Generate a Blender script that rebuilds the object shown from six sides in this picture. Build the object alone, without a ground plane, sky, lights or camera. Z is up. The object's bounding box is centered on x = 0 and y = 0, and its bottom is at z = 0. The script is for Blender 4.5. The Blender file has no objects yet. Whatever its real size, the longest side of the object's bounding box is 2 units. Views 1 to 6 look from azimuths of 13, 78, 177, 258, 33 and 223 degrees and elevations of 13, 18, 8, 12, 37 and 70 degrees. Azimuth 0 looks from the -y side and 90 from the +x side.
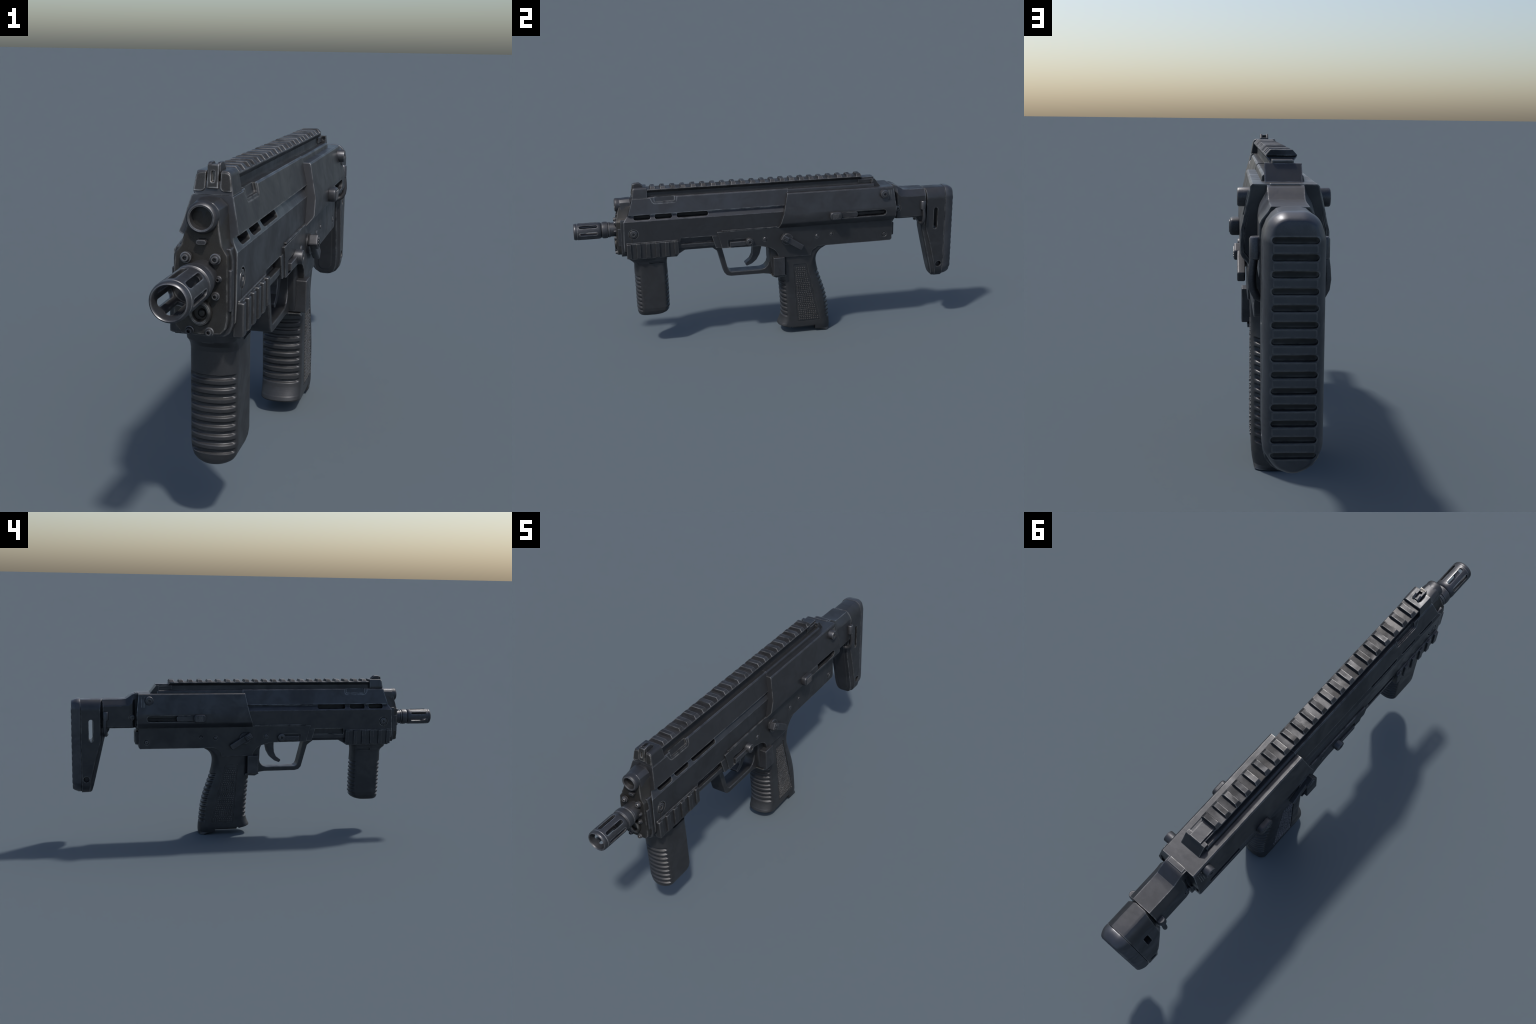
# Compact personal-defence submachine gun with a foregrip, top rail and folding-style stock.
# Gun axis runs along y (muzzle at -y, butt at +y); x is the width, z is up.
import bpy, bmesh, math, random
from mathutils import Vector, Matrix, noise

random.seed(11)
CX = 0.005            # the mirror plane of the gun
BORE_Z = 0.634
COL = bpy.context.scene.collection


# ------------------------------------------------------------------ materials
def make_material(name, base, rough=0.5, metallic=0.0, wear=0.5, wear_col=(0.33, 0.33, 0.33),
                  wear_radius=0.0065, warm=0.25, grain=0.25, mottle=0.5, vary=False, scratch=0.3):
    m = bpy.data.materials.new(name)
    m.use_nodes = True
    nt = m.node_tree
    N, L = nt.nodes, nt.links
    N.clear()
    out = N.new('ShaderNodeOutputMaterial')
    bsdf = N.new('ShaderNodeBsdfPrincipled')
    L.new(bsdf.outputs[0], out.inputs[0])
    tc = N.new('ShaderNodeTexCoord')
    vec = tc.outputs['Object']
    if vary:
        oi = N.new('ShaderNodeObjectInfo')
        mul = N.new('ShaderNodeMath'); mul.operation = 'MULTIPLY'; mul.inputs[1].default_value = 37.0
        L.new(oi.outputs['Random'], mul.inputs[0])
        add = N.new('ShaderNodeVectorMath'); add.operation = 'ADD'
        L.new(vec, add.inputs[0]); L.new(mul.outputs[0], add.inputs[1])
        vec = add.outputs[0]

    def tex(scale, detail=4.0, rough_=0.6, stretch=None, dist=0.0):
        n = N.new('ShaderNodeTexNoise')
        n.inputs['Scale'].default_value = scale
        n.inputs['Detail'].default_value = detail
        n.inputs['Roughness'].default_value = rough_
        n.inputs['Distortion'].default_value = dist
        if stretch:
            mp = N.new('ShaderNodeMapping')
            mp.inputs['Scale'].default_value = stretch
            L.new(vec, mp.inputs[0]); L.new(mp.outputs[0], n.inputs['Vector'])
        else:
            L.new(vec, n.inputs['Vector'])
        return n.outputs['Fac']

    def ramp(fac, p0, p1, c0=0.0, c1=1.0):
        r = N.new('ShaderNodeMapRange')
        r.interpolation_type = 'SMOOTHSTEP'
        r.inputs['From Min'].default_value = p0
        r.inputs['From Max'].default_value = p1
        r.inputs['To Min'].default_value = c0
        r.inputs['To Max'].default_value = c1
        L.new(fac, r.inputs['Value'])
        return r.outputs[0]

    def math_(op, a, b):
        n = N.new('ShaderNodeMath'); n.operation = op
        for i, v in enumerate((a, b)):
            if isinstance(v, (int, float)):
                n.inputs[i].default_value = v
            else:
                L.new(v, n.inputs[i])
        return n.outputs[0]

    def mix(fac, a, b):
        n = N.new('ShaderNodeMix'); n.data_type = 'RGBA'
        for sock, v in ((n.inputs[0], fac), (n.inputs[6], a), (n.inputs[7], b)):
            if isinstance(v, tuple):
                sock.default_value = (*v, 1.0)
            elif isinstance(v, (int, float)):
                sock.default_value = v
            else:
                L.new(v, sock)
        return n.outputs[2]

    b = Vector(base)
    lo = tuple(b * (1.0 - 0.42 * mottle)); hi = tuple(b * (1.0 + 0.55 * mottle))
    warm_c = (b[0] * 1.28, b[1] * 1.14, b[2] * 0.95)
    blotch = tex(9.0, 5.0, 0.62, dist=0.4)
    col = mix(ramp(blotch, 0.33, 0.68), lo, hi)
    # brownish dust film in patches
    col = mix(math_('MULTIPLY', ramp(tex(5.0, 3.0), 0.48, 0.70), warm), col, warm_c)
    # rubbed streaks that run along the gun
    st = tex(40.0, 3.0, 0.55, stretch=(1.0, 0.12, 1.0))
    col = mix(math_('MULTIPLY', ramp(st, 0.60, 0.78), scratch * 0.5), col, tuple(b * 1.9))
    # fine speckle
    sp = tex(420.0, 2.0, 0.7)
    col = mix(math_('MULTIPLY', ramp(sp, 0.52, 0.75), grain * 0.55), col, tuple(b * 1.8))
    col = mix(math_('MULTIPLY', ramp(sp, 0.48, 0.30), grain * 0.45), col, tuple(b * 0.55))
    # bare worn edges: where a rounded normal departs from the true one
    bev = N.new('ShaderNodeBevel'); bev.samples = 6
    bev.inputs['Radius'].default_value = wear_radius
    geo = N.new('ShaderNodeNewGeometry')
    dot = N.new('ShaderNodeVectorMath'); dot.operation = 'DOT_PRODUCT'
    L.new(bev.outputs[0], dot.inputs[0]); L.new(geo.outputs['Normal'], dot.inputs[1])
    edge = ramp(dot.outputs['Value'], 0.998, 0.90)
    worn = ramp(tex(26.0, 4.0, 0.65), 0.34, 0.60)
    mask = math_('MULTIPLY', math_('MULTIPLY', edge, worn), wear)
    col = mix(mask, col, wear_col)
    L.new(col, bsdf.inputs['Base Color'])
    bsdf.inputs['Metallic'].default_value = metallic
    rr = ramp(blotch, 0.3, 0.7, rough + 0.09, rough - 0.09)
    L.new(math_('SUBTRACT', rr, math_('MULTIPLY', mask, 0.12)), bsdf.inputs['Roughness'])
    bump = N.new('ShaderNodeBump')
    bump.inputs['Strength'].default_value = 0.35
    bump.inputs['Distance'].default_value = 0.0012
    soft = tex(22.0, 3.0, 0.5)
    hsum = math_('ADD', math_('MULTIPLY', soft, 1.6), math_('MULTIPLY', sp, 0.22 * grain))
    L.new(hsum, bump.inputs['Height'])
    L.new(bump.outputs[0], bsdf.inputs['Normal'])
    return m


M_POLY = make_material('black_polymer', (0.059, 0.0610, 0.067), 0.42, metallic=0.73, wear=0.9, grain=0.3, mottle=0.30, warm=0.08)
M_FRAME = make_material('frame_polymer', (0.055, 0.0570, 0.062), 0.45, metallic=0.71, wear=0.8, grain=0.4, mottle=0.30, warm=0.08)
M_GRIP = make_material('grip_polymer', (0.056, 0.0575, 0.062), 0.48, metallic=0.67, wear=0.30, grain=0.5, wear_radius=0.003, mottle=0.35, warm=0.15)
M_STEEL = make_material('blued_steel', (0.068, 0.0700, 0.077), 0.47, metallic=0.74, wear=0.75, grain=0.7,
                        wear_col=(0.40, 0.40, 0.41), wear_radius=0.005, warm=0.2)
M_RAIL = make_material('rail_steel', (0.050, 0.0510, 0.055), 0.56, metallic=0.70, wear=0.95, grain=0.5,
                       wear_col=(0.38, 0.38, 0.38), wear_radius=0.005, vary=True, warm=0.3, mottle=0.9)
M_FACE = make_material('sooty_steel', (0.046, 0.045, 0.044), 0.46, metallic=0.70, wear=0.95, grain=0.7,
                       warm=0.4, wear_col=(0.52, 0.51, 0.50))
M_RUBBER = make_material('rubber', (0.080, 0.084, 0.095), 0.45, metallic=0.70, wear=0.35, grain=0.3, mottle=0.35, warm=0.05)
M_CHECK = make_material('rubbed_checkering', (0.105, 0.105, 0.108), 0.45, metallic=0.66, wear=0.5, grain=0.6, wear_radius=0.002, mottle=0.5)
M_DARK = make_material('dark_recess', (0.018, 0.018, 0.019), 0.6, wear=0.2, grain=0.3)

# ------------------------------------------------------------------ helpers
ROOT = bpy.data.objects.new('submachine_gun', None)
ROOT.location = (CX, 0, 0)
ROOT['label'] = 'worn black compact submachine gun with foregrip and stock'
ROOT['category'] = 'gun'
COL.objects.link(ROOT)


def to_mesh(name, bm):
    bmesh.ops.remove_doubles(bm, verts=bm.verts, dist=1e-6)
    bmesh.ops.recalc_face_normals(bm, faces=bm.faces)
    me = bpy.data.meshes.new(name)
    bm.to_mesh(me)
    bm.free()
    return me


def apply_mods(ob):
    dg = bpy.context.evaluated_depsgraph_get()
    dg.update()
    me = bpy.data.meshes.new_from_object(ob.evaluated_get(dg))
    ob.modifiers.clear()
    old = ob.data
    ob.data = me
    bpy.data.meshes.remove(old)


def add(name, bm, mat, bevel=0.0, seg=2, cut=(), parent=None, smooth=32, limit=28, subdiv=0):
    """mesh object from a bmesh: cut holes, round the edges, shade by angle."""
    me = to_mesh(name, bm) if isinstance(bm, bmesh.types.BMesh) else bm
    ob = bpy.data.objects.new(name, me)
    COL.objects.link(ob)
    if cut:
        cme = merge_bms(cut)
        cob = bpy.data.objects.new('cutter', to_mesh('cutter', cme))
        COL.objects.link(cob)
        md = ob.modifiers.new('cut', 'BOOLEAN')
        md.operation = 'DIFFERENCE'; md.solver = 'EXACT'; md.object = cob
        md.use_self = True
        apply_mods(ob)
        cm = cob.data
        bpy.data.objects.remove(cob); bpy.data.meshes.remove(cm)
    if bevel:
        md = ob.modifiers.new('round', 'BEVEL')
        md.width = bevel; md.segments = seg; md.limit_method = 'ANGLE'
        md.angle_limit = math.radians(limit); md.use_clamp_overlap = True
        md.miter_outer = 'MITER_ARC'
        wn = ob.modifiers.new('wn', 'WEIGHTED_NORMAL'); wn.keep_sharp = True; wn.weight = 80
    ob.data.polygons.foreach_set('use_smooth', [True] * len(ob.data.polygons))
    if bevel:
        apply_mods(ob)
    else:
        ob.data.set_sharp_from_angle(angle=math.radians(smooth))
    ob.data.materials.clear()
    ob.data.materials.append(mat)
    ob.parent = parent or ROOT
    return ob


def merge_bms(bms):
    out = bmesh.new()
    for b in bms:
        tmp = bpy.data.meshes.new('tmp')
        bmesh.ops.recalc_face_normals(b, faces=b.faces)
        b.to_mesh(tmp); b.free()
        out.from_mesh(tmp)
        bpy.data.meshes.remove(tmp)
    return out


def loft(rings, caps=True, closed=True):
    bm = bmesh.new()
    vs = [[bm.verts.new(p) for p in r] for r in rings]
    n = len(vs[0])
    for a, b in zip(vs, vs[1:]):
        for i in range(n if closed else n - 1):
            j = (i + 1) % n
            bm.faces.new((a[i], a[j], b[j], b[i]))
    if caps:
        bm.faces.new(vs[0][::-1]); bm.faces.new(vs[-1])
    return bm


def sym(half):
    """closed outline from its +x half, listed top to bottom as (x, z)."""
    left = [(-x, z) for x, z in reversed(half) if x > 1e-6]
    return list(half) + left


def prism_y(outline, y0, y1):
    return loft([[(x, y0, z) for x, z in outline], [(x, y1, z) for x, z in outline]])


def prism_x(profile, half, x0=None, taper=None):
    """extrude a (y, z) profile from x0 (or -half) to half; taper(y) scales the width."""
    f = taper or (lambda y: 1.0)
    lo = -half if x0 is None else x0
    return loft([[(lo * f(y), y, z) for y, z in profile], [(half * f(y), y, z) for y, z in profile]])


def fillet(poly, radii, n=5):
    """round the corners of a 2D polygon; radii is one number or a dict index -> radius."""
    out = []
    k = len(poly)
    for i, p in enumerate(poly):
        r = radii.get(i, 0) if isinstance(radii, dict) else radii
        p = Vector(p); a = Vector(poly[i - 1]) - p; b = Vector(poly[(i + 1) % k]) - p
        if r <= 0 or a.length < 1e-9 or b.length < 1e-9:
            out.append(tuple(p)); continue
        ang = a.angle(b)
        if ang > math.pi - 0.05:
            out.append(tuple(p)); continue
        d = min(r / math.tan(ang / 2), a.length * 0.48, b.length * 0.48)
        s, e = p + a.normalized() * d, p + b.normalized() * d
        for t in range(n + 1):
            u = t / n
            out.append(tuple(s * (1 - u) ** 2 + p * 2 * u * (1 - u) + e * u ** 2))
    return out


def rect(y0, y1, z0, z1):
    return [(y0, z0), (y1, z0), (y1, z1), (y0, z1)]


def box(x0, x1, y0, y1, z0, z1):
    return prism_x(rect(y0, y1, z0, z1), x1, x0)


def capsule(y0, y1, z0, z1, n=8):
    """slot outline with round ends in the (y, z) plane, long side along y."""
    r = (z1 - z0) / 2; zc = (z0 + z1) / 2
    pts = []
    for i in range(n + 1):
        a = -math.pi / 2 + math.pi * i / n
        pts.append((y1 - r + r * math.cos(a), zc + r * math.sin(a)))
    for i in range(n + 1):
        a = math.pi / 2 + math.pi * i / n
        pts.append((y0 + r + r * math.cos(a), zc + r * math.sin(a)))
    return pts


def lathe(profile, axis, centre, n=32, caps=True):
    """revolve (radius, distance) stations about an axis through centre."""
    rings = []
    c = Vector(centre)
    e = {'x': (Vector((0, 1, 0)), Vector((0, 0, 1)), Vector((1, 0, 0))),
         'y': (Vector((1, 0, 0)), Vector((0, 0, 1)), Vector((0, 1, 0))),
         'z': (Vector((1, 0, 0)), Vector((0, 1, 0)), Vector((0, 0, 1)))}[axis]
    for r, d in profile:
        rings.append([c + e[2] * d + e[0] * r * math.cos(2 * math.pi * i / n) + e[1] * r * math.sin(2 * math.pi * i / n)
                      for i in range(n)])
    return loft(rings, caps)


def tube_along(path, r, n=12):
    rings = []
    up = Vector((0, 1, 0))
    P = [Vector(p) for p in path]
    for i, p in enumerate(P):
        t = (P[min(i + 1, len(P) - 1)] - P[max(i - 1, 0)]).normalized()
        a = t.cross(up)
        if a.length < 1e-4:
            a = t.cross(Vector((1, 0, 0)))
        a.normalize(); b = t.cross(a)
        rings.append([p + a * r * math.cos(2 * math.pi * k / n) + b * r * math.sin(2 * math.pi * k / n) for k in range(n)])
    return loft(rings)


def lerp_table(tab, t):
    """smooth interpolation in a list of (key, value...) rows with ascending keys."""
    if t <= tab[0][0]:
        return tab[0][1:]
    for a, b in zip(tab, tab[1:]):
        if t <= b[0]:
            u = (t - a[0]) / (b[0] - a[0])
            return tuple(x + (y - x) * u for x, y in zip(a[1:], b[1:]))
    return tab[-1][1:]


def smoothstep(a, b, x):
    t = max(0.0, min(1.0, (x - a) / (b - a)))
    return t * t * (3 - 2 * t)


def flipped(s, bm):
    if s < 0:
        for v in bm.verts:
            v.co.x = -v.co.x
    return bm


def copy_of(ob, loc=(0, 0, 0), rot=(0, 0, 0), scale=(1, 1, 1)):
    c = ob.copy()
    c.location = loc; c.rotation_euler = rot; c.scale = scale
    COL.objects.link(c)
    return c


SIDES = (1, -1)

# ------------------------------------------------------------------ upper receiver
# half cross-section, top to bottom; the waist groove sits under z = 0.717
BODY = [(0.0, 0.7985), (0.043, 0.7985), (0.0475, 0.794), (0.0535, 0.770), (0.0675, 0.717), (0.0545, 0.711), (0.0560, 0.706),
        (0.0705, 0.684), (0.0705, 0.575), (0.069, 0.532), (0.058, 0.516), (0.0, 0.516)]


def front_y(z):
    """leaning front edge of the receiver."""
    return lerp_table([(0.50, -0.757), (0.675, -0.761), (0.717, -0.729), (0.804, -0.701), (0.86, -0.690)], z)[0]


def wall_x(z):
    """how far out the sloping upper wall of the receiver stands at height z."""
    return lerp_table([(0.717, 0.067), (0.770, 0.0535), (0.797, 0.047), (0.83, 0.039)], z)[0]


def slanted(profile, lift0, lift1):
    """slab that follows the sloping wall between two offsets."""
    return loft([[(wall_x(z) + lift0, y, z) for y, z in profile], [(wall_x(z) + lift1, y, z) for y, z in profile]])


outline = sym(BODY)
stations = [None, -0.60, -0.45, -0.30, -0.10, 0.09]
rings = [[(x, front_y(z) if s is None else s, z) for x, z in outline] for s in stations]
cuts = []
for y0, y1 in ((-0.703, -0.618), (-0.598, -0.510), (-0.487, -0.327)):       # cooling slots
    cuts.append(prism_x(capsule(y0, y1, 0.690, 0.713), 0.12))
for s in SIDES:
    # dark hollow below the fore-end and the window under the rail
    cuts.append(flipped(s, prism_x(fillet([(-0.478, 0.549), (-0.298, 0.549), (-0.310, 0.582), (-0.474, 0.582)], 0.006), 0.1, 0.050)))
    cuts.append(flipped(s, slanted(fillet([(-0.602, 0.767), (-0.484, 0.767), (-0.478, 0.812), (-0.622, 0.812)], {0: 0.02, 1: 0.014}), -0.0022, 0.03)))
    cuts.append(flipped(s, slanted(fillet(rect(-0.594, -0.492, 0.7745, 0.812), {0: 0.008, 1: 0.008}), -0.0105, 0.03)))
    cuts.append(flipped(s, lathe([(0.0245, 0.062), (0.0245, 0.09)], 'x', (0, -0.708, 0.619), 28)))
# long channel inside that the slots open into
upper = add('upper_receiver', loft(rings), M_POLY, 0.0022, cut=cuts)
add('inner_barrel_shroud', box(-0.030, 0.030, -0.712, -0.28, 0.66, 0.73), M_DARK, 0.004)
# upper deck that carries on above the rear cover
DECK = [(0.0, 0.7965), (0.0425, 0.7965), (0.0475, 0.792), (0.051, 0.772), (0.0, 0.772)]
add('upper_deck', prism_y(sym(DECK), 0.085, 0.552), M_POLY, 0.002)
# rail foot
FOOT = [(0.0, 0.828), (0.0245, 0.828), (0.0250, 0.804), (0.0270, 0.794), (0.0, 0.793)]
add('rail_foot', prism_y(sym(FOOT), -0.632, 0.556), M_POLY, 0.0012)

# ------------------------------------------------------------------ rear cover of the receiver
COVER = [(0.0, 0.7805), (0.071, 0.7805), (0.0755, 0.776), (0.0965, 0.679), (0.0970, 0.630), (0.0930, 0.621),
         (0.0735, 0.598), (0.0, 0.598)]


def cover_front(z):
    return lerp_table([(0.60, 0.034), (0.679, 0.060), (0.781, 0.082)], z)[0]


co = sym(COVER)
def cover_rear(z):
    return lerp_table([(0.598, 0.656), (0.630, 0.662), (0.679, 0.663), (0.781, 0.650)], z)[0]


rings = [[(x, cover_front(z) if st == 'front' else cover_rear(z) if st == 'rear' else st, z) for x, z in co] for st in ('front', 0.20, 0.40, 'rear')]
cuts = []
for s in SIDES:
    cuts.append(flipped(s, prism_x(capsule(0.30, 0.608, 0.635, 0.666), 0.13, 0.064)))
for s in SIDES:     # hollow rear face around the stock tube
    cuts.append(flipped(s, prism_y([(0.006, 0.774), (0.069, 0.774), (0.089, 0.680), (0.089, 0.634), (0.070, 0.61), (0.006, 0.61)], 0.6545, 0.70)))
cover = add('receiver_cover', loft(rings), M_POLY, 0.0028, cut=cuts)
for s in SIDES:
    # sliding bolt plate inside the slot, then the knurled cocking knob
    add('bolt_slider', flipped(s, prism_x(fillet(rect(0.335, 0.452, 0.637, 0.664), 0.010), 0.0965, 0.078)), M_STEEL, 0.002)
    add('bolt_carrier', flipped(s, box(0.055, 0.071, 0.32, 0.606, 0.637, 0.651)), M_DARK, 0.002)
    knob = add('cocking_knob', flipped(s, prism_x(fillet(rect(0.298, 0.363, 0.630, 0.674), 0.019), 0.1205, 0.092)), M_STEEL, 0.007, 3)
    for i in range(7):
        y = 0.3125 + i * 0.006
        r = add('knurl_ridge', flipped(s, box(0.117, 0.1222, y - 0.0017, y + 0.0017, 0.638, 0.666)), M_STEEL, 0.001, 1, parent=knob)
    for i in range(3):
        y = 0.620 + i * 0.008
        xs = [(z, 0.0755 + (0.776 - z) / 0.097 * 0.021) for z in (0.765, 0.712)]
        rr = loft([[(x - 0.004, y - 0.0022, z), (x + 0.0022, y - 0.0012, z), (x + 0.0022, y + 0.0012, z), (x - 0.004, y + 0.0022, z)] for z, x in xs])
        add('grip_rib', flipped(s, rr), M_POLY)


def socket_screw(name, x_out, y, z, r, depth, s, mat=M_STEEL, hole=0.42, n=28):
    """round-headed cap screw with a six-sided socket, axis along x."""
    e = min(0.004, r * 0.2)
    prof = [(r, x_out - depth), (r, x_out - e), (r - e * 0.35, x_out - e * 0.3), (r - e, x_out)]
    head = lathe(prof, 'x', (0, y, z), n)
    sock = lathe([(r * hole, x_out - min(depth, 0.010)), (r * hole, x_out + 0.01)], 'x', (0, y, z), 6)
    ob = add(name, flipped(s, head), mat, cut=[flipped(s, sock)])
    return ob


FRAME_PINS = ((0.239, 0.540, 0.0090), (-0.038, 0.546, 0.0100), (0.318, 0.546, 0.0065))


def well(x_surf, y, z, r, s):
    return flipped(s, lathe([(r, x_surf - 0.006), (r, x_surf + 0.02)], 'x', (0, y, z), 28))


for s in SIDES:
    socket_screw('rear_pin_screw', 0.1040, 0.596, 0.748, 0.0215, 0.035, s)
    socket_screw('stock_screw', 0.0625, 0.683, 0.655, 0.0140, 0.012, s)
    socket_screw('frame_screw', 0.0680, 0.609, 0.521, 0.0105, 0.012, s)
    socket_screw('fore_end_screw', 0.0715, -0.708, 0.619, 0.0205, 0.02, s)
    for y, z, r in FRAME_PINS:
        xh = 0.0775 - 0.0117 * (y + 0.29)
        add('frame_pin', flipped(s, lathe([(r, xh - 0.01), (r, xh + 0.001), (r * 0.75, xh + 0.003)], 'x', (0, y, z), 20)), M_STEEL)

# ------------------------------------------------------------------ lower frame
FRAME = [(-0.287, 0.602), (0.030, 0.604), (0.060, 0.615), (0.640, 0.615), (0.651, 0.600), (0.651, 0.494),
         (0.644, 0.4855), (0.300, 0.4855), (0.245, 0.4855), (0.212, 0.462), (0.206, 0.437), (0.034, 0.438), (0.030, 0.455), (0.022, 0.470), (0.009, 0.484), (-0.012, 0.496),
         (-0.045, 0.505), (-0.075, 0.511), (-0.264, 0.514)]


def frame_taper(y):
    return (0.0775 - 0.0117 * (y + 0.29)) / 0.0775


cuts = []
for s in SIDES:
    cuts.append(well(0.0670, 0.609, 0.521, 0.0130, s))
    for y, z, r in FRAME_PINS:
        cuts.append(well(0.0775 - 0.0117 * (y + 0.29), y, z, r + 0.0018, s))
    # pocket of the takedown catch
    cuts.append(flipped(s, prism_x(fillet(rect(-0.231, -0.105, 0.515, 0.556), 0.006), 0.1, 0.0690)))
frame = add('lower_frame', prism_x(FRAME, 0.0775, taper=frame_taper), M_FRAME, 0.0028, cut=cuts)
# raised corner chamfer at the plate front
for s in SIDES:
    add('frame_trim_line', flipped(s, box(0.070, 0.0765, -0.262, 0.026, 0.6045, 0.6085)), M_FRAME, 0.0012)
    add('plate_step', flipped(s, prism_x(fillet([(-0.314, 0.583), (-0.280, 0.583), (-0.258, 0.517), (-0.294, 0.517)], 0.004), 0.0735, 0.03)), M_FRAME, 0.002)
    # takedown catch: bar and hinge eye
    add('catch_bar', flipped(s, prism_x(fillet(rect(-0.222, -0.128, 0.523, 0.545), 0.003), 0.084, 0.060)), M_STEEL, 0.0022)
    eye = lathe([(0.0205, 0.06), (0.0205, 0.093), (0.0185, 0.0965), (0.0165, 0.0975)], 'x', (0, -0.121, 0.541), 28)
    add('catch_hinge', flipped(s, eye), M_STEEL, cut=[flipped(s, lathe([(0.0078, 0.085), (0.0078, 0.11)], 'x', (0, -0.121, 0.541), 20))])
# latch at the frame's rear
add('rear_latch', prism_x(fillet(rect(0.640, 0.668, 0.507, 0.577), 0.006), 0.045), M_FRAME, 0.003)
add('rear_block', box(-0.055, 0.055, 0.58, 0.662, 0.585, 0.61), M_FRAME, 0.003)

# ------------------------------------------------------------------ trigger guard and trigger
GUARD = [(-0.325, 0.520), (-0.281, 0.487), (-0.255, 0.390), (-0.249, 0.366), (-0.235, 0.350), (-0.214, 0.3445), (-0.040, 0.3435),
         (-0.010, 0.339), (0.010, 0.330), (0.030, 0.324), (0.085, 0.324), (0.085, 0.470), (0.0, 0.530), (-0.040, 0.530),
         (-0.046, 0.505), (-0.022, 0.496), (-0.011, 0.476), (-0.009, 0.415), (-0.016, 0.391), (-0.030, 0.3745), (-0.052, 0.3670),
         (-0.212, 0.3675), (-0.224, 0.375), (-0.230, 0.388), (-0.257, 0.500), (-0.257, 0.530), (-0.322, 0.530)]
add('trigger_guard', prism_x(GUARD, 0.0340), M_FRAME, 0.0035, 3)
TRIG = [(-0.094, 0.53), (-0.094, 0.478), (-0.097, 0.448), (-0.108, 0.424), (-0.136, 0.402), (-0.127, 0.388), (-0.098, 0.400),
        (-0.074, 0.420), (-0.057, 0.450), (-0.048, 0.485), (-0.046, 0.53)]
add('trigger', prism_x(fillet(TRIG, 0.006, 3), 0.0200), M_STEEL, 0.004, 3)

add('release_housing', prism_x([(-0.0085, 0.418), (-0.0095, 0.476), (-0.020, 0.4935), (0.0, 0.505), (0.085, 0.505), (0.085, 0.327), (0.034, 0.327),
                                (0.014, 0.334), (0.002, 0.350), (-0.004, 0.385)], 0.0560), M_FRAME, 0.009, 3)

# ------------------------------------------------------------------ pistol grip (loft upward with finger grooves)
GRIP = [  # z, front y, back y, half width
    (0.000, 0.276, 0.320, 0.054), (0.010, 0.225, 0.3225, 0.0575), (0.020, 0.120, 0.3235, 0.0595), (0.028, 0.080, 0.3235, 0.0605), (0.036, 0.049, 0.3230, 0.0615),
    (0.043, 0.038, 0.3225, 0.0620), (0.054, 0.042, 0.3215, 0.0620), (0.070, 0.051, 0.3205, 0.0620), (0.095, 0.0575, 0.3185, 0.0622), (0.130, 0.0575, 0.316, 0.0626),
    (0.170, 0.0555, 0.3105, 0.063), (0.220, 0.0520, 0.299, 0.063), (0.260, 0.0490, 0.286, 0.0633), (0.310, 0.0455, 0.268, 0.0636), (0.345, 0.043, 0.2565, 0.0638),
    (0.375, 0.042, 0.2495, 0.064), (0.405, 0.042, 0.2455, 0.0645), (0.425, 0.042, 0.2475, 0.065), (0.440, 0.042, 0.2535, 0.0655),
    (0.453, 0.042, 0.2620, 0.066), (0.464, 0.042, 0.273, 0.066), (0.474, 0.042, 0.287, 0.066), (0.481, 0.042, 0.302, 0.066), (0.4855, 0.042, 0.322, 0.066), (0.500, 0.042, 0.330, 0.066)]


def grip_ring(z, tab, groove, n_arc=22, n_flat=8, front_len=0.042, back_len=0.058, web=False):
    """egg-like section: elliptical front, flat sides, tighter rounded back."""
    # blend neighbouring heights so the outline flows instead of kinking
    near = [lerp_table(tab, z + d) for d in (-0.012, -0.006, 0.0, 0.006, 0.012)] if web and z > 0.056 else [lerp_table(tab, z)]
    yf, yb, w = (sum(c) / len(near) for c in zip(*near))
    fl, bl = front_len, back_len
    if web:      # tighter rounding where the grip runs up into the frame
        t = smoothstep(0.34, 0.43, z)
        bl += (0.030 - bl) * t
    if fl + bl > (yb - yf) * 0.95:
        k = (yb - yf) * 0.95 / (fl + bl); fl *= k; bl *= k
    half = []
    for i in range(n_arc + 1):
        a = math.pi / 2 * i / n_arc
        y = yf + fl * (1 - math.cos(a) ** 1.0)
        x = w * math.sin(a) ** 0.90
        d = groove('front', z, x / w)
        half.append((x - d * math.sin(a), y + d * math.cos(a)))
    for i in range(1, n_flat):
        half.append((w, yf + fl + (yb - bl - yf - fl) * i / n_flat))
    for i in range(n_arc + 1):
        a = math.pi / 2 * (1 - i / n_arc)
        y = yb - bl * (1 - math.cos(a))
        x = w * math.sin(a) ** 0.84
        d = groove('back', z, x / w)
        half.append((x - d * math.sin(a), y - d * math.cos(a)))
    pts = [(x, y, z) for x, y in half]
    pts += [(-x, y, z) for x, y in reversed(half[1:-1])]
    return pts


def groove_wave(z, z0, pitch, count, depth, width):
    """depth of the nearest of `count` horizontal grooves that start at z0 and go down."""
    k = round((z0 - z) / pitch)
    if k < 0 or k >= count:
        return 0.0
    d = abs(z - (z0 - k * pitch)) / width
    return depth * (1.0 - smoothstep(0.35, 1.0, d))


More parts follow.
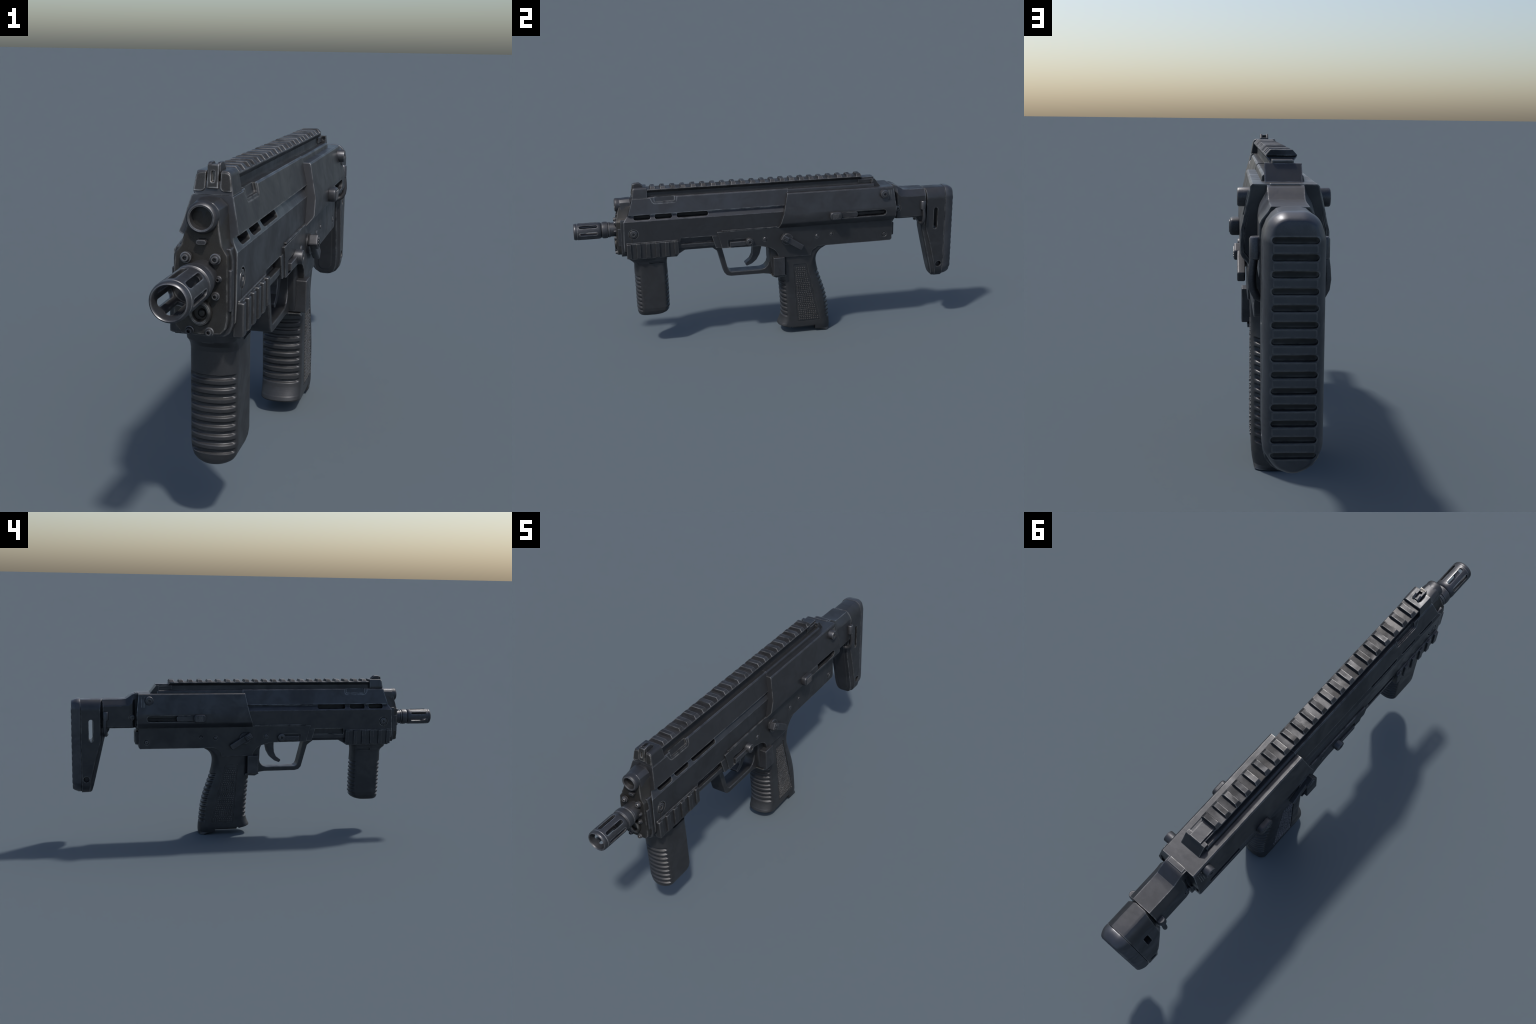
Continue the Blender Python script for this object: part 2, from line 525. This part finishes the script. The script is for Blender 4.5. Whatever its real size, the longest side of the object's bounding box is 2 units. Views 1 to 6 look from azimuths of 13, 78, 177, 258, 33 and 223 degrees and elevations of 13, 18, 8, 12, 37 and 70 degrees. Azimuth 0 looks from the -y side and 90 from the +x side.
def pistol_groove(side, z, u):
    if side == 'front':
        return groove_wave(z, 0.2980, 0.0245, 9, 0.0070, 0.0072) * (1 - smoothstep(0.86, 0.93, u))
    zc = z + 0.010 * (1 - u)
    return groove_wave(zc, 0.336, 0.0232, 12, 0.0088, 0.0085) * (1 - smoothstep(0.78, 0.86, u))


# checkered panels: small pyramid-topped pads on a tapering field
PANEL_Z = (0.066, 0.390)


def panel_edges(z):
    t = (z - PANEL_Z[0]) / (PANEL_Z[1] - PANEL_Z[0])
    return 0.137 - 0.022 * t, 0.261 - 0.077 * t


def panel_outline(grow=0.0):
    z0, z1 = PANEL_Z[0] - grow, PANEL_Z[1] + grow
    a, b = panel_edges(PANEL_Z[0]); c, d = panel_edges(PANEL_Z[1])
    return fillet([(a - grow, z0), (b + grow, z0), (d + grow, z1), (c - grow, z1)], 0.008)


zs = [0.0 + 0.50 * i / 330 for i in range(331)]
add('pistol_grip', loft([grip_ring(z, GRIP, pistol_groove, web=True) for z in zs]), M_GRIP, smooth=50,
    cut=[box(-0.075, 0.075, 0.100, 0.235, -0.02, 0.036)] + [flipped(s, prism_x(panel_outline(0.002), 0.09, 0.0600)) for s in SIDES])
add('magazine_base', box(-0.045, 0.045, 0.110, 0.270, 0.021, 0.05), M_FRAME, 0.004)

for s in SIDES:
    rnd = random.Random(5)
    panel = add('grip_panel', flipped(s, prism_x(panel_outline(), 0.0612, 0.05)), M_GRIP, 0.0012)
    bm = bmesh.new()
    pz = 0.0108; py = 0.0110
    rows = int((PANEL_Z[1] - PANEL_Z[0] - 0.012) / pz)
    for r in range(rows):
        z = PANEL_Z[0] + 0.011 + r * pz
        a, b = panel_edges(z)
        a += 0.0045; b -= 0.0055
        ncol = int((b - a) / py)
        yy = a + ((b - a) - ncol * py) / 2
        for c in range(ncol):
            hy = 0.0040 + rnd.uniform(-0.0008, 0.0006); hz = 0.0038 + rnd.uniform(-0.0008, 0.0006)
            cy = yy + (c + 0.5) * py + rnd.uniform(-0.0006, 0.0006); cz = z + rnd.uniform(-0.0006, 0.0006)
            h = 0.0652 + rnd.uniform(-0.0007, 0.0007)
            lo = [bm.verts.new((s * 0.0605, cy + i * hy, cz + j * hz)) for i, j in ((-1, -1), (1, -1), (1, 1), (-1, 1))]
            hi = [bm.verts.new((s * h, cy + i * hy * 0.62, cz + j * hz * 0.62)) for i, j in ((-1, -1), (1, -1), (1, 1), (-1, 1))]
            bm.faces.new(hi)
            for k in range(4):
                bm.faces.new((lo[k], lo[(k + 1) % 4], hi[(k + 1) % 4], hi[k]))
    st = add('checkering', bm, M_CHECK, parent=panel, smooth=20)
    st['kind'] = 'stuff'

# ------------------------------------------------------------------ magazine release and selector
for s in SIDES:
    add('magazine_release', flipped(s, prism_x(fillet(rect(0.004, 0.064, 0.343, 0.441), 0.004), 0.0865, 0.03)), M_STEEL, 0.005, 3)
    add('release_shelf', flipped(s, prism_x(fillet([(-0.008, 0.341), (0.072, 0.341), (0.076, 0.331), (0.020, 0.327)], 0.003), 0.070, 0.02)), M_FRAME, 0.002)
    pv = (0.078, 0.538)
    add('selector_disc', flipped(s, lathe([(0.031, 0.06), (0.031, 0.083), (0.029, 0.0855)], 'x', (0, *pv), 36)), M_STEEL)
    # lever lies along a line dropping to the rear
    d = Vector((0.160 - 0.048, 0.488 - 0.556)).normalized(); nrm = Vector((-d.y, d.x))
    c0 = Vector((0.058, 0.551)); c1 = Vector((0.149, 0.494))
    lev = [c0 - d * 0.012 + nrm * 0.0175, c0 - d * 0.012 - nrm * 0.0175, c1 + d * 0.010 - nrm * 0.0155, c1 + d * 0.010 + nrm * 0.0155]
    rings = []
    prof = fillet([tuple(p) for p in lev], 0.006)
    lever = add('selector_lever', flipped(s, prism_x(prof, 0.1000, 0.078)), M_STEEL, 0.004, 3)
    hd = [c0 - d * 0.0135 + nrm * 0.0185, c0 - d * 0.0135 - nrm * 0.0185, c0 + d * 0.027 - nrm * 0.0165, c0 + d * 0.027 + nrm * 0.0165]
    head = prism_x(fillet([tuple(p) for p in hd], 0.007), 0.1090, 0.080)
    add('lever_head', flipped(s, head), M_STEEL, 0.005, 3, parent=lever)
    for k in (-1, 0, 1):
        a = c0 - d * 0.006 + nrm * 0.0085 * k; b = c0 + d * 0.020 + nrm * 0.0085 * k
        q = [a + nrm * 0.0024, a - nrm * 0.0024, b - nrm * 0.0024, b + nrm * 0.0024]
        add('lever_ridge', flipped(s, prism_x([tuple(p) for p in q], 0.1108, 0.10)), M_STEEL, 0.0010, 1, parent=lever)

# ------------------------------------------------------------------ front face plate, guide tube, fasteners
PLATE = [(0.0, 0.780), (0.025, 0.776), (0.034, 0.755), (0.036, 0.740), (0.045, 0.702), (0.0575, 0.683), (0.0595, 0.650),
         (0.0600, 0.545), (0.056, 0.524), (0.044, 0.511), (0.0, 0.508)]


def plate_y(z):
    return lerp_table([(0.50, -0.789), (0.56, -0.793), (0.67, -0.791), (0.725, -0.782), (0.78, -0.763)], z)[0]


po = sym(PLATE)
rings = [[(x, plate_y(z), z) for x, z in po],
         [(x * 1.0, plate_y(z) + 0.012, z) for x, z in po],
         [(x * 1.13 + math.copysign(0.004, x) * (abs(x) > 1e-6), -0.713, 0.645 + (z - 0.645) * 1.03) for x, z in po]]
add('face_plate', loft(rings), M_FACE, 0.003)
FLANGE = [(0.0, 0.70), (0.060, 0.695), (0.066, 0.670), (0.0665, 0.530), (0.060, 0.510), (0.048, 0.501), (0.0, 0.499)]
add('front_flange', prism_y(sym(FLANGE), -0.771, -0.70), M_POLY, 0.003)
for s in SIDES:
    add('side_shim', flipped(s, box(0.055, 0.0655, -0.784, -0.762, 0.562, 0.652)), M_STEEL, 0.002)
tube = lathe([(0.030, -0.69), (0.0335, -0.705), (0.0345, -0.735), (0.0335, -0.762), (0.0340, -0.775), (0.0345, -0.783), (0.0325, -0.789),
              (0.0285, -0.7915), (0.0250, -0.7905), (0.0235, -0.786), (0.0230, -0.745)], 'y', (0, 0, 0.7605), 40)
add('guide_tube', tube, M_STEEL, smooth=45)
add('guide_rod', lathe([(0.021, -0.70), (0.021, -0.752), (0.015, -0.757), (0.006, -0.757)], 'y', (0, 0, 0.7605), 24), M_FACE)
add('cowl', loft([[(x, y, z) for x, z in sym([(0, zt), (wd * 0.6, zt - 0.004), (wd, zt - 0.018), (wd * 1.12, 0.735), (wd * 1.35, 0.700), (0, 0.70)])]
                  for y, wd, zt in ((-0.766, 0.0325, 0.794), (-0.735, 0.036, 0.7965), (-0.713, 0.0385, 0.797))]), M_POLY, 0.003)


def nut(x, z, r, y=None):
    y = plate_y(z) if y is None else y
    prof = [(r * 1.35, 0.006), (r * 1.35, -0.0022), (r * 1.1, -0.0030), (r * 1.05, -0.0070), (r * 0.80, -0.0105), (r * 0.52, -0.0105), (r * 0.50, -0.002)]
    return add('face_nut', lathe(prof, 'y', (x, y, z), 20), M_STEEL, smooth=40)


for x, z, r in ((-0.0325, 0.676, 0.0090), (0.0325, 0.676, 0.0090), (0.034, 0.597, 0.0068), (-0.034, 0.597, 0.0068),
                (0.020, 0.517, 0.0075), (-0.024, 0.517, 0.0075), (0.040, 0.634, 0.0052)):
    nut(x, z, r)
lug = [(0.011 * (1 if abs(a) < math.pi / 2 else -1) * 0.55 + 0.0055 * math.cos(a), 0.709 + 0.0055 * math.sin(a))
       for a in [(-math.pi / 2 + 0.01) + math.pi * i / 6 * 0.99 for i in range(7)]]
lug = lug + [(-x, 0.709 * 2 - z) for x, z in lug]
add('face_lug', prism_y(lug, -0.789, -0.76), M_STEEL, 0.0018)
# sling eye under the barrel: a ring with a twisted tongue inside
ring = bmesh.new()
RN, rn = 32, 12
vs = []
for i in range(RN):
    a = 2 * math.pi * i / RN
    row = []
    for j in range(rn):
        b = 2 * math.pi * j / rn
        rad = 0.0205 + 0.0062 * math.cos(b)
        row.append(ring.verts.new((rad * math.cos(a), -0.792 + 0.0085 * math.sin(b), 0.558 + rad * 1.12 * math.sin(a))))
    vs.append(row)
for i in range(RN):
    for j in range(rn):
        ring.faces.new((vs[i][j], vs[(i + 1) % RN][j], vs[(i + 1) % RN][(j + 1) % rn], vs[i][(j + 1) % rn]))
add('sling_ring', ring, M_FACE)
add('ring_tongue', lathe([(0.0105, -0.775), (0.0105, -0.788), (0.006, -0.792)], 'y', (0.003, 0, 0.556), 8), M_FACE, 0.002)

# ------------------------------------------------------------------ barrel and slotted flash hider
barrel = lathe([(0.0358, -0.76), (0.0358, -0.818), (0.0390, -0.821), (0.0390, -0.827), (0.037, -0.829), (0.0412, -0.833), (0.0425, -0.846), (0.0412, -0.858),
                (0.036, -0.862), (0.0345, -0.866), (0.028, -0.87), (0.018, -0.872), (0.012, -0.872), (0.012, -0.80)], 'y', (0, 0, BORE_Z), 48)
add('barrel', barrel, M_STEEL, smooth=40)
hider = lathe([(0.030, -0.860), (0.0375, -0.864), (0.0405, -0.869), (0.0420, -0.878), (0.0420, -0.976), (0.0420, -0.981), (0.0408, -0.9825), (0.0408, -0.985), (0.0418, -0.987), (0.0410, -0.9945), (0.0390, -0.9985), (0.0365, -1.000),
               (0.0345, -0.9985), (0.0330, -0.994), (0.0325, -0.972), (0.0325, -0.875)], 'y', (0, 0, BORE_Z), 64)
cuts = []
for deg in [45 + k * 360 / 7 for k in range(7)]:
    c = prism_x(capsule(-0.974, -0.882, -0.0080, 0.0080), 0.06, 0.018)
    bmesh.ops.rotate(c, verts=c.verts, cent=(0, 0, 0), matrix=Matrix.Rotation(-math.radians(deg), 3, 'Y'))
    bmesh.ops.translate(c, verts=c.verts, vec=(0, 0, BORE_Z))
    cuts.append(c)
add('flash_hider', hider, M_STEEL, cut=cuts, smooth=38)

# ------------------------------------------------------------------ front sight block
BLOCK = fillet(sym([(0.0, 0.8485), (0.0375, 0.8485), (0.0475, 0.7950), (0.0, 0.7950)]), {1: 0.015, 4: 0.015}, 6)
bl = loft([[(x, front_y(z) - 0.0004, z) for x, z in BLOCK], [(x, -0.627, z) for x, z in BLOCK]])
add('sight_block', bl, M_POLY, 0.0028, cut=[box(-0.0155, 0.0155, -0.72, -0.648, 0.826, 0.90)])
BLK2 = sym([(0.0, 0.806), (0.044, 0.806), (0.0470, 0.797), (0.0, 0.797)])
for s in SIDES:
    pad = fillet([(0.0160, 0.804), (0.0435, 0.804), (0.0385, 0.8445), (0.0160, 0.8455)], {0: 0.012, 2: 0.020, 1: 0.003})
    p = loft([[(x * s, front_y(z) - 0.0035, z) for x, z in pad], [(x * s, -0.67, z) for x, z in pad]])
    add('sight_ear_plate', p, M_FACE, 0.0018)
add('front_sight_leaf', loft([[(x, front_y(z) - 0.0065, z) for x, z in rect(-0.0130, 0.0130, 0.811, 0.8625)],
                              [(x, -0.68, z) for x, z in rect(-0.0130, 0.0130, 0.811, 0.8625)]]), M_FACE, 0.0016,
    cut=[box(-0.0035, 0.0035, -0.72, -0.694, 0.825, 0.848)])
leafp = [(-0.691, 0.845), (-0.690, 0.863), (-0.684, 0.8660), (-0.662, 0.8660), (-0.645, 0.852), (-0.645, 0.845)]
for s in SIDES:
    add('sight_wing', flipped(s, prism_x(leafp, 0.0145, 0.0065)), M_STEEL, 0.0016)
add('sight_base', box(-0.014, 0.014, -0.690, -0.648, 0.84, 0.853), M_STEEL, 0.0015)

# ------------------------------------------------------------------ top rail with 22 cross teeth
RAIL = [(0.0, 0.8370), (0.0350, 0.8370), (0.0372, 0.8350), (0.0368, 0.8320), (0.026, 0.8190), (0.0, 0.8190)]
rr = sym(RAIL)
rail = add('top_rail', loft([[(x, -0.626, z) for x, z in rr], [(x, 0.470, z) for x, z in rr],
                             [(x * 0.97, 0.494 - (z - 0.8190) * 0.75, z) for x, z in rr]]), M_RAIL, 0.0010)
TZ = 0.8392      # the teeth turn about this height
TOOTH = sym([(0.0, 0.0098), (0.0250, 0.0098), (0.0266, 0.0088), (0.0367, -0.0025), (0.0362, -0.0048), (0.0, -0.0048)])
tw, tt = 0.0138, 0.0102
tb = loft([[(x, -tw if z < 0.005 else -tt, z) for x, z in TOOTH], [(x, tw if z < 0.005 else tt, z) for x, z in TOOTH]])
tooth = add('rail_tooth', tb, M_RAIL, 0.0014, 2, parent=rail)
rnd = random.Random(3)
NT = 22
for i in range(NT):
    y = -0.597 + i * (1.069 / (NT - 1))
    if i == 0:
        tooth.location = (0, y, TZ)
    else:
        copy_of(tooth, (0, y + rnd.uniform(-0.0008, 0.0008), TZ + rnd.uniform(-0.0006, 0.0004)), (rnd.uniform(-0.05, 0.05), 0, rnd.uniform(-0.015, 0.015)))
# stop block at the rear end of the rail
HUMP = [(0.540, 0.776), (0.540, 0.8210), (0.556, 0.8210), (0.590, 0.779)]
add('rail_stop', prism_x(HUMP, 0.0425), M_POLY, 0.0022, cut=[flipped(s, lathe([(0.007, 0.5), (0.007, 0.547)], 'y', (s * 0.036, 0, 0.812), 14)) for s in SIDES])
add('rail_bridge', prism_x([(0.47, 0.80), (0.47, 0.8200), (0.542, 0.8180), (0.542, 0.80)], 0.0300), M_POLY, 0.0015)

# ------------------------------------------------------------------ side accessory rails at the fore-end
for s in SIDES:
    base = add('side_rail', flipped(s, prism_x(fillet([(-0.745, 0.508), (-0.735, 0.489), (-0.495, 0.489), (-0.487, 0.500), (-0.487, 0.570), (-0.745, 0.572)], 0.004), 0.0765, 0.03)), M_FRAME, 0.0025)
    add('side_rail_lip', flipped(s, box(0.050, 0.0745, -0.745, -0.488, 0.571, 0.5765)), M_FRAME, 0.0015)
    for i in range(6):
        y = -0.7345 + i * 0.0476
        z0 = 0.4945 if i < 5 else 0.500
        rb = loft([[(0.060, y - 0.0118, z0), (0.060, y + 0.0118, z0), (0.060, y + 0.0118, 0.572), (0.060, y - 0.0118, 0.572)],
                   [(0.0765, y - 0.0115, z0), (0.0765, y + 0.0115, z0), (0.0765, y + 0.0115, 0.572), (0.0765, y - 0.0115, 0.572)],
                   [(0.0840, y - 0.0105, z0 + 0.002), (0.0840, y + 0.0105, z0 + 0.002), (0.0840, y + 0.0105, 0.571), (0.0840, y - 0.0105, 0.571)]])
        add('side_rail_tooth', flipped(s, rb), M_FRAME, 0.0022, 2, parent=base)
add('fore_end_floor', prism_x(fillet([(-0.755, 0.53), (-0.735, 0.492), (-0.498, 0.489), (-0.450, 0.517), (-0.44, 0.54)], 0.004), 0.0585), M_FRAME, 0.003)

# ------------------------------------------------------------------ vertical foregrip
FORE = [  # z, front y, back y, half width
    (0.165, -0.688, -0.600, 0.026), (0.168, -0.696, -0.585, 0.036), (0.174, -0.7010, -0.566, 0.0445), (0.183, -0.7045, -0.550, 0.0505), (0.195, -0.7065, -0.5415, 0.0540),
    (0.212, -0.7080, -0.538, 0.0560), (0.30, -0.709, -0.5385, 0.0560), (0.38, -0.7105, -0.5395, 0.0562), (0.42, -0.7105, -0.5420, 0.0562),
    (0.444, -0.710, -0.5425, 0.0565), (0.456, -0.714, -0.542, 0.0573), (0.466, -0.725, -0.540, 0.057), (0.474, -0.735, -0.538, 0.058), (0.492, -0.738, -0.538, 0.058)]


def fore_groove(side, z, u):
    f = 1 - smoothstep(0.90, 0.96, u)
    if side == 'front':
        return groove_wave(z, 0.3830, 0.0225, 9, 0.0068, 0.0072) * f
    return groove_wave(z, 0.3830, 0.0225, 9, 0.0062, 0.0072) * f


zs = [0.165 + (0.492 - 0.165) * i / 240 for i in range(241)]
add('foregrip', loft([grip_ring(z, FORE, fore_groove, front_len=0.036, back_len=0.030) for z in zs]), M_GRIP, smooth=50,
    cut=[flipped(s, prism_x(capsule(-0.640, -0.552, 0.4545, 0.468), 0.08, 0.050)) for s in SIDES])
add('foregrip_collar', loft([[(x * k, -0.640 + (y + 0.640) * k, z) for x, y in
                              [(0.063 * math.sin(a) if abs(math.sin(a)) < 0.9 else math.copysign(0.060, math.sin(a)), -0.640 - 0.100 * math.cos(a)) for a in [2 * math.pi * i / 40 for i in range(40)]]]
                             for z, k in ((0.472, 0.95), (0.476, 0.985), (0.488, 1.0), (0.493, 0.99))]), M_FRAME, smooth=40)

# ------------------------------------------------------------------ stock tube
TUBE = [  # y, top z, top half width, shoulder z, half width
    (0.630, 0.7780, 0.0400, 0.742, 0.0415), (0.668, 0.7790, 0.0400, 0.742, 0.046), (0.682, 0.7740, 0.0398, 0.732, 0.0590), (0.700, 0.7615, 0.0392, 0.7175, 0.0615),
    (0.715, 0.7525, 0.0390, 0.7150, 0.0615), (0.740, 0.7500, 0.0390, 0.7150, 0.0615), (0.836, 0.7490, 0.0385, 0.7145, 0.0615)]
rings = []
for y, zt, wt, zsz, w in TUBE:
    rings.append([(x, y, z) for x, z in sym([(0, zt), (wt, zt), (wt + (w - wt) * 0.28, zt - (zt - zsz) * 0.30), (wt + (w - wt) * 0.82, zt - (zt - zsz) * 0.74), (w, zsz), (w, 0.606), (w - 0.006, 0.5985), (0, 0.5985)])])
add('stock_tube', loft(rings), M_POLY, 0.0022, limit=24, cut=[well(0.0615, 0.683, 0.655, 0.0172, s) for s in SIDES])
add('stock_lug', box(-0.034, 0.034, 0.645, 0.6665, 0.74, 0.7825), M_POLY, 0.002)

# ------------------------------------------------------------------ buttstock and pad
STOCK = [  # z, front y of the side flat, front y of the ridge beside the strut, half width
    (0.247, 0.924, 0.912, 0.012), (0.251, 0.917, 0.902, 0.026), (0.260, 0.912, 0.896, 0.040), (0.275, 0.909, 0.892, 0.0515), (0.295, 0.9065, 0.887, 0.0565),
    (0.325, 0.903, 0.880, 0.0583), (0.443, 0.875, 0.852, 0.0588), (0.522, 0.852, 0.834, 0.0588), (0.540, 0.850, 0.833, 0.0588), (0.575, 0.850, 0.838, 0.0588), (0.690, 0.850, 0.8385, 0.0588), (0.706, 0.849, 0.8385, 0.0570),
    (0.726, 0.848, 0.8385, 0.0490), (0.7395, 0.846, 0.8385, 0.0390), (0.7475, 0.844, 0.839, 0.0290), (0.7495, 0.843, 0.840, 0.020)]
rings = []
for z, ys, yf, w in STOCK:
    k = w / 0.0588
    g = 1 - smoothstep(0.50, 0.56, z)          # the groove fades out above the strut
    d = ys - yf
    half = [(0.045 * k, yf), (0.0475 * k, yf + 0.25 * d), (0.0485 * k, yf + 0.50 * d), ((0.0535 - 0.004 * g) * k, yf + 0.62 * d), (w, ys), (w, 0.9505)]
    rings.append([(x, y, z) for x, y in half] + [(-x, y, z) for x, y in reversed(half)])
cuts = [prism_x([(y, z) for z, y in capsule(0.526, 0.645, 0.888, 0.910)], 0.09),
        lathe([(0.0160, -0.09), (0.0160, 0.09)], 'x', (0, 0.926, 0.3255), 28)]
add('buttstock', loft(rings), M_POLY, 0.0022, cut=cuts, limit=26)
def strut_front(z):
    """nose line of the triangular strut below the tube."""
    return lerp_table([(0.252, 0.912), (0.258, 0.902), (0.270, 0.892), (0.285, 0.887), (0.552, 0.825), (0.568, 0.813), (0.580, 0.803), (0.60, 0.799)], z)[0]


rings = []
for z in (0.252, 0.258, 0.270, 0.285, 0.40, 0.552, 0.572, 0.585, 0.600):
    yf = strut_front(z)
    k = smoothstep(0.245, 0.30, z) * 0.75 + 0.25
    rings.append([(-0.028 * k, yf, z), (0.028 * k, yf, z), (0.0385 * k, yf + 0.010, z), (0.042 * k, yf + 0.016, z), (0.042 * k, yf + 0.06, z),
                  (-0.042 * k, yf + 0.06, z), (-0.042 * k, yf + 0.016, z), (-0.0385 * k, yf + 0.010, z)])
add('stock_strut', loft(rings), M_POLY, 0.003, 2, limit=20)
PAD = fillet(sym([(0.0, 0.7530), (0.025, 0.7530), (0.0475, 0.7385), (0.0585, 0.704), (0.0583, 0.302), (0.036, 0.264), (0.0, 0.2485)]), 0.045, 7)
PC = (0.0, 0.500)


def pad_ring(y, inset):
    out = []
    k = len(PAD)
    for i, (x, z) in enumerate(PAD):
        t = Vector(PAD[(i + 1) % k]) - Vector(PAD[i - 1])
        n = Vector((-t.y, t.x)).normalized()
        if n.dot(Vector((x - PC[0], (z - PC[1]) * 0.25))) < 0:
            n = -n
        out.append((x - n.x * inset, y, z - n.y * inset))
    return out


rings = [pad_ring(y, d) for y, d in ((0.9515, 0.0028), (0.953, 0.0005), (0.955, 0.0), (0.968, 0.0004), (0.977, 0.0025), (0.985, 0.0058), (0.992, 0.0096), (0.9967, 0.0135), (0.9980, 0.0165))]
G0, G1, NG = 0.7030, 0.2965, 14
pitch = (G0 - G1) / (NG - 1)
slots = [prism_y(capsule(-0.0435, 0.0435, G0 - i * pitch - 0.0064, G0 - i * pitch + 0.0064, 6), 0.9865, 1.02) for i in range(NG)]
pad = add('butt_pad', loft(rings), M_RUBBER, cut=slots, smooth=40)
# near-black bars set in the bottoms of the pad grooves
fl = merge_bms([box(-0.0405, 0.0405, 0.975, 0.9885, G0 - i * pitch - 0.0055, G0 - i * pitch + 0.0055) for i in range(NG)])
add('groove_dark_bars', fl, M_DARK, parent=pad)['kind'] = 'stuff'
rib = None
for i in range(NG - 1):
    zc = G0 - (i + 0.5) * pitch
    if rib is None:
        bmr = prism_y(fillet([(-0.0415, -0.0082), (0.0415, -0.0082), (0.0415, 0.0082), (-0.0415, 0.0082)], 0.003, 3), 0.990, 1.0)
        rib = add('pad_rib', bmr, M_RUBBER, 0.0018, 2, parent=pad)
        rib.location = (0, 0, zc)
    else:
        copy_of(rib, (0, -0.0005 * rnd.random(), zc))

# ------------------------------------------------------------------ sling hinges on the stock
for s in SIDES:
    hx = 0.0700
    hinge = add('sling_hinge', lathe([(0.0125, 0.6425), (0.0152, 0.6455), (0.0152, 0.684), (0.0125, 0.688)], 'z', (s * (hx - 0.004), 0.822, 0), 24), M_STEEL, smooth=40)
    path = [(hx + 0.001, 0.824, 0.65), (hx + 0.0040, 0.826, 0.625), (hx + 0.0055, 0.827, 0.602), (hx + 0.0030, 0.827, 0.583), (hx - 0.0045, 0.825, 0.568), (hx - 0.017, 0.821, 0.561), (hx - 0.034, 0.816, 0.563)]
    add('sling_loop', tube_along([(s * x, y, z) for x, y, z in path], 0.0088), M_STEEL, parent=hinge, smooth=60)
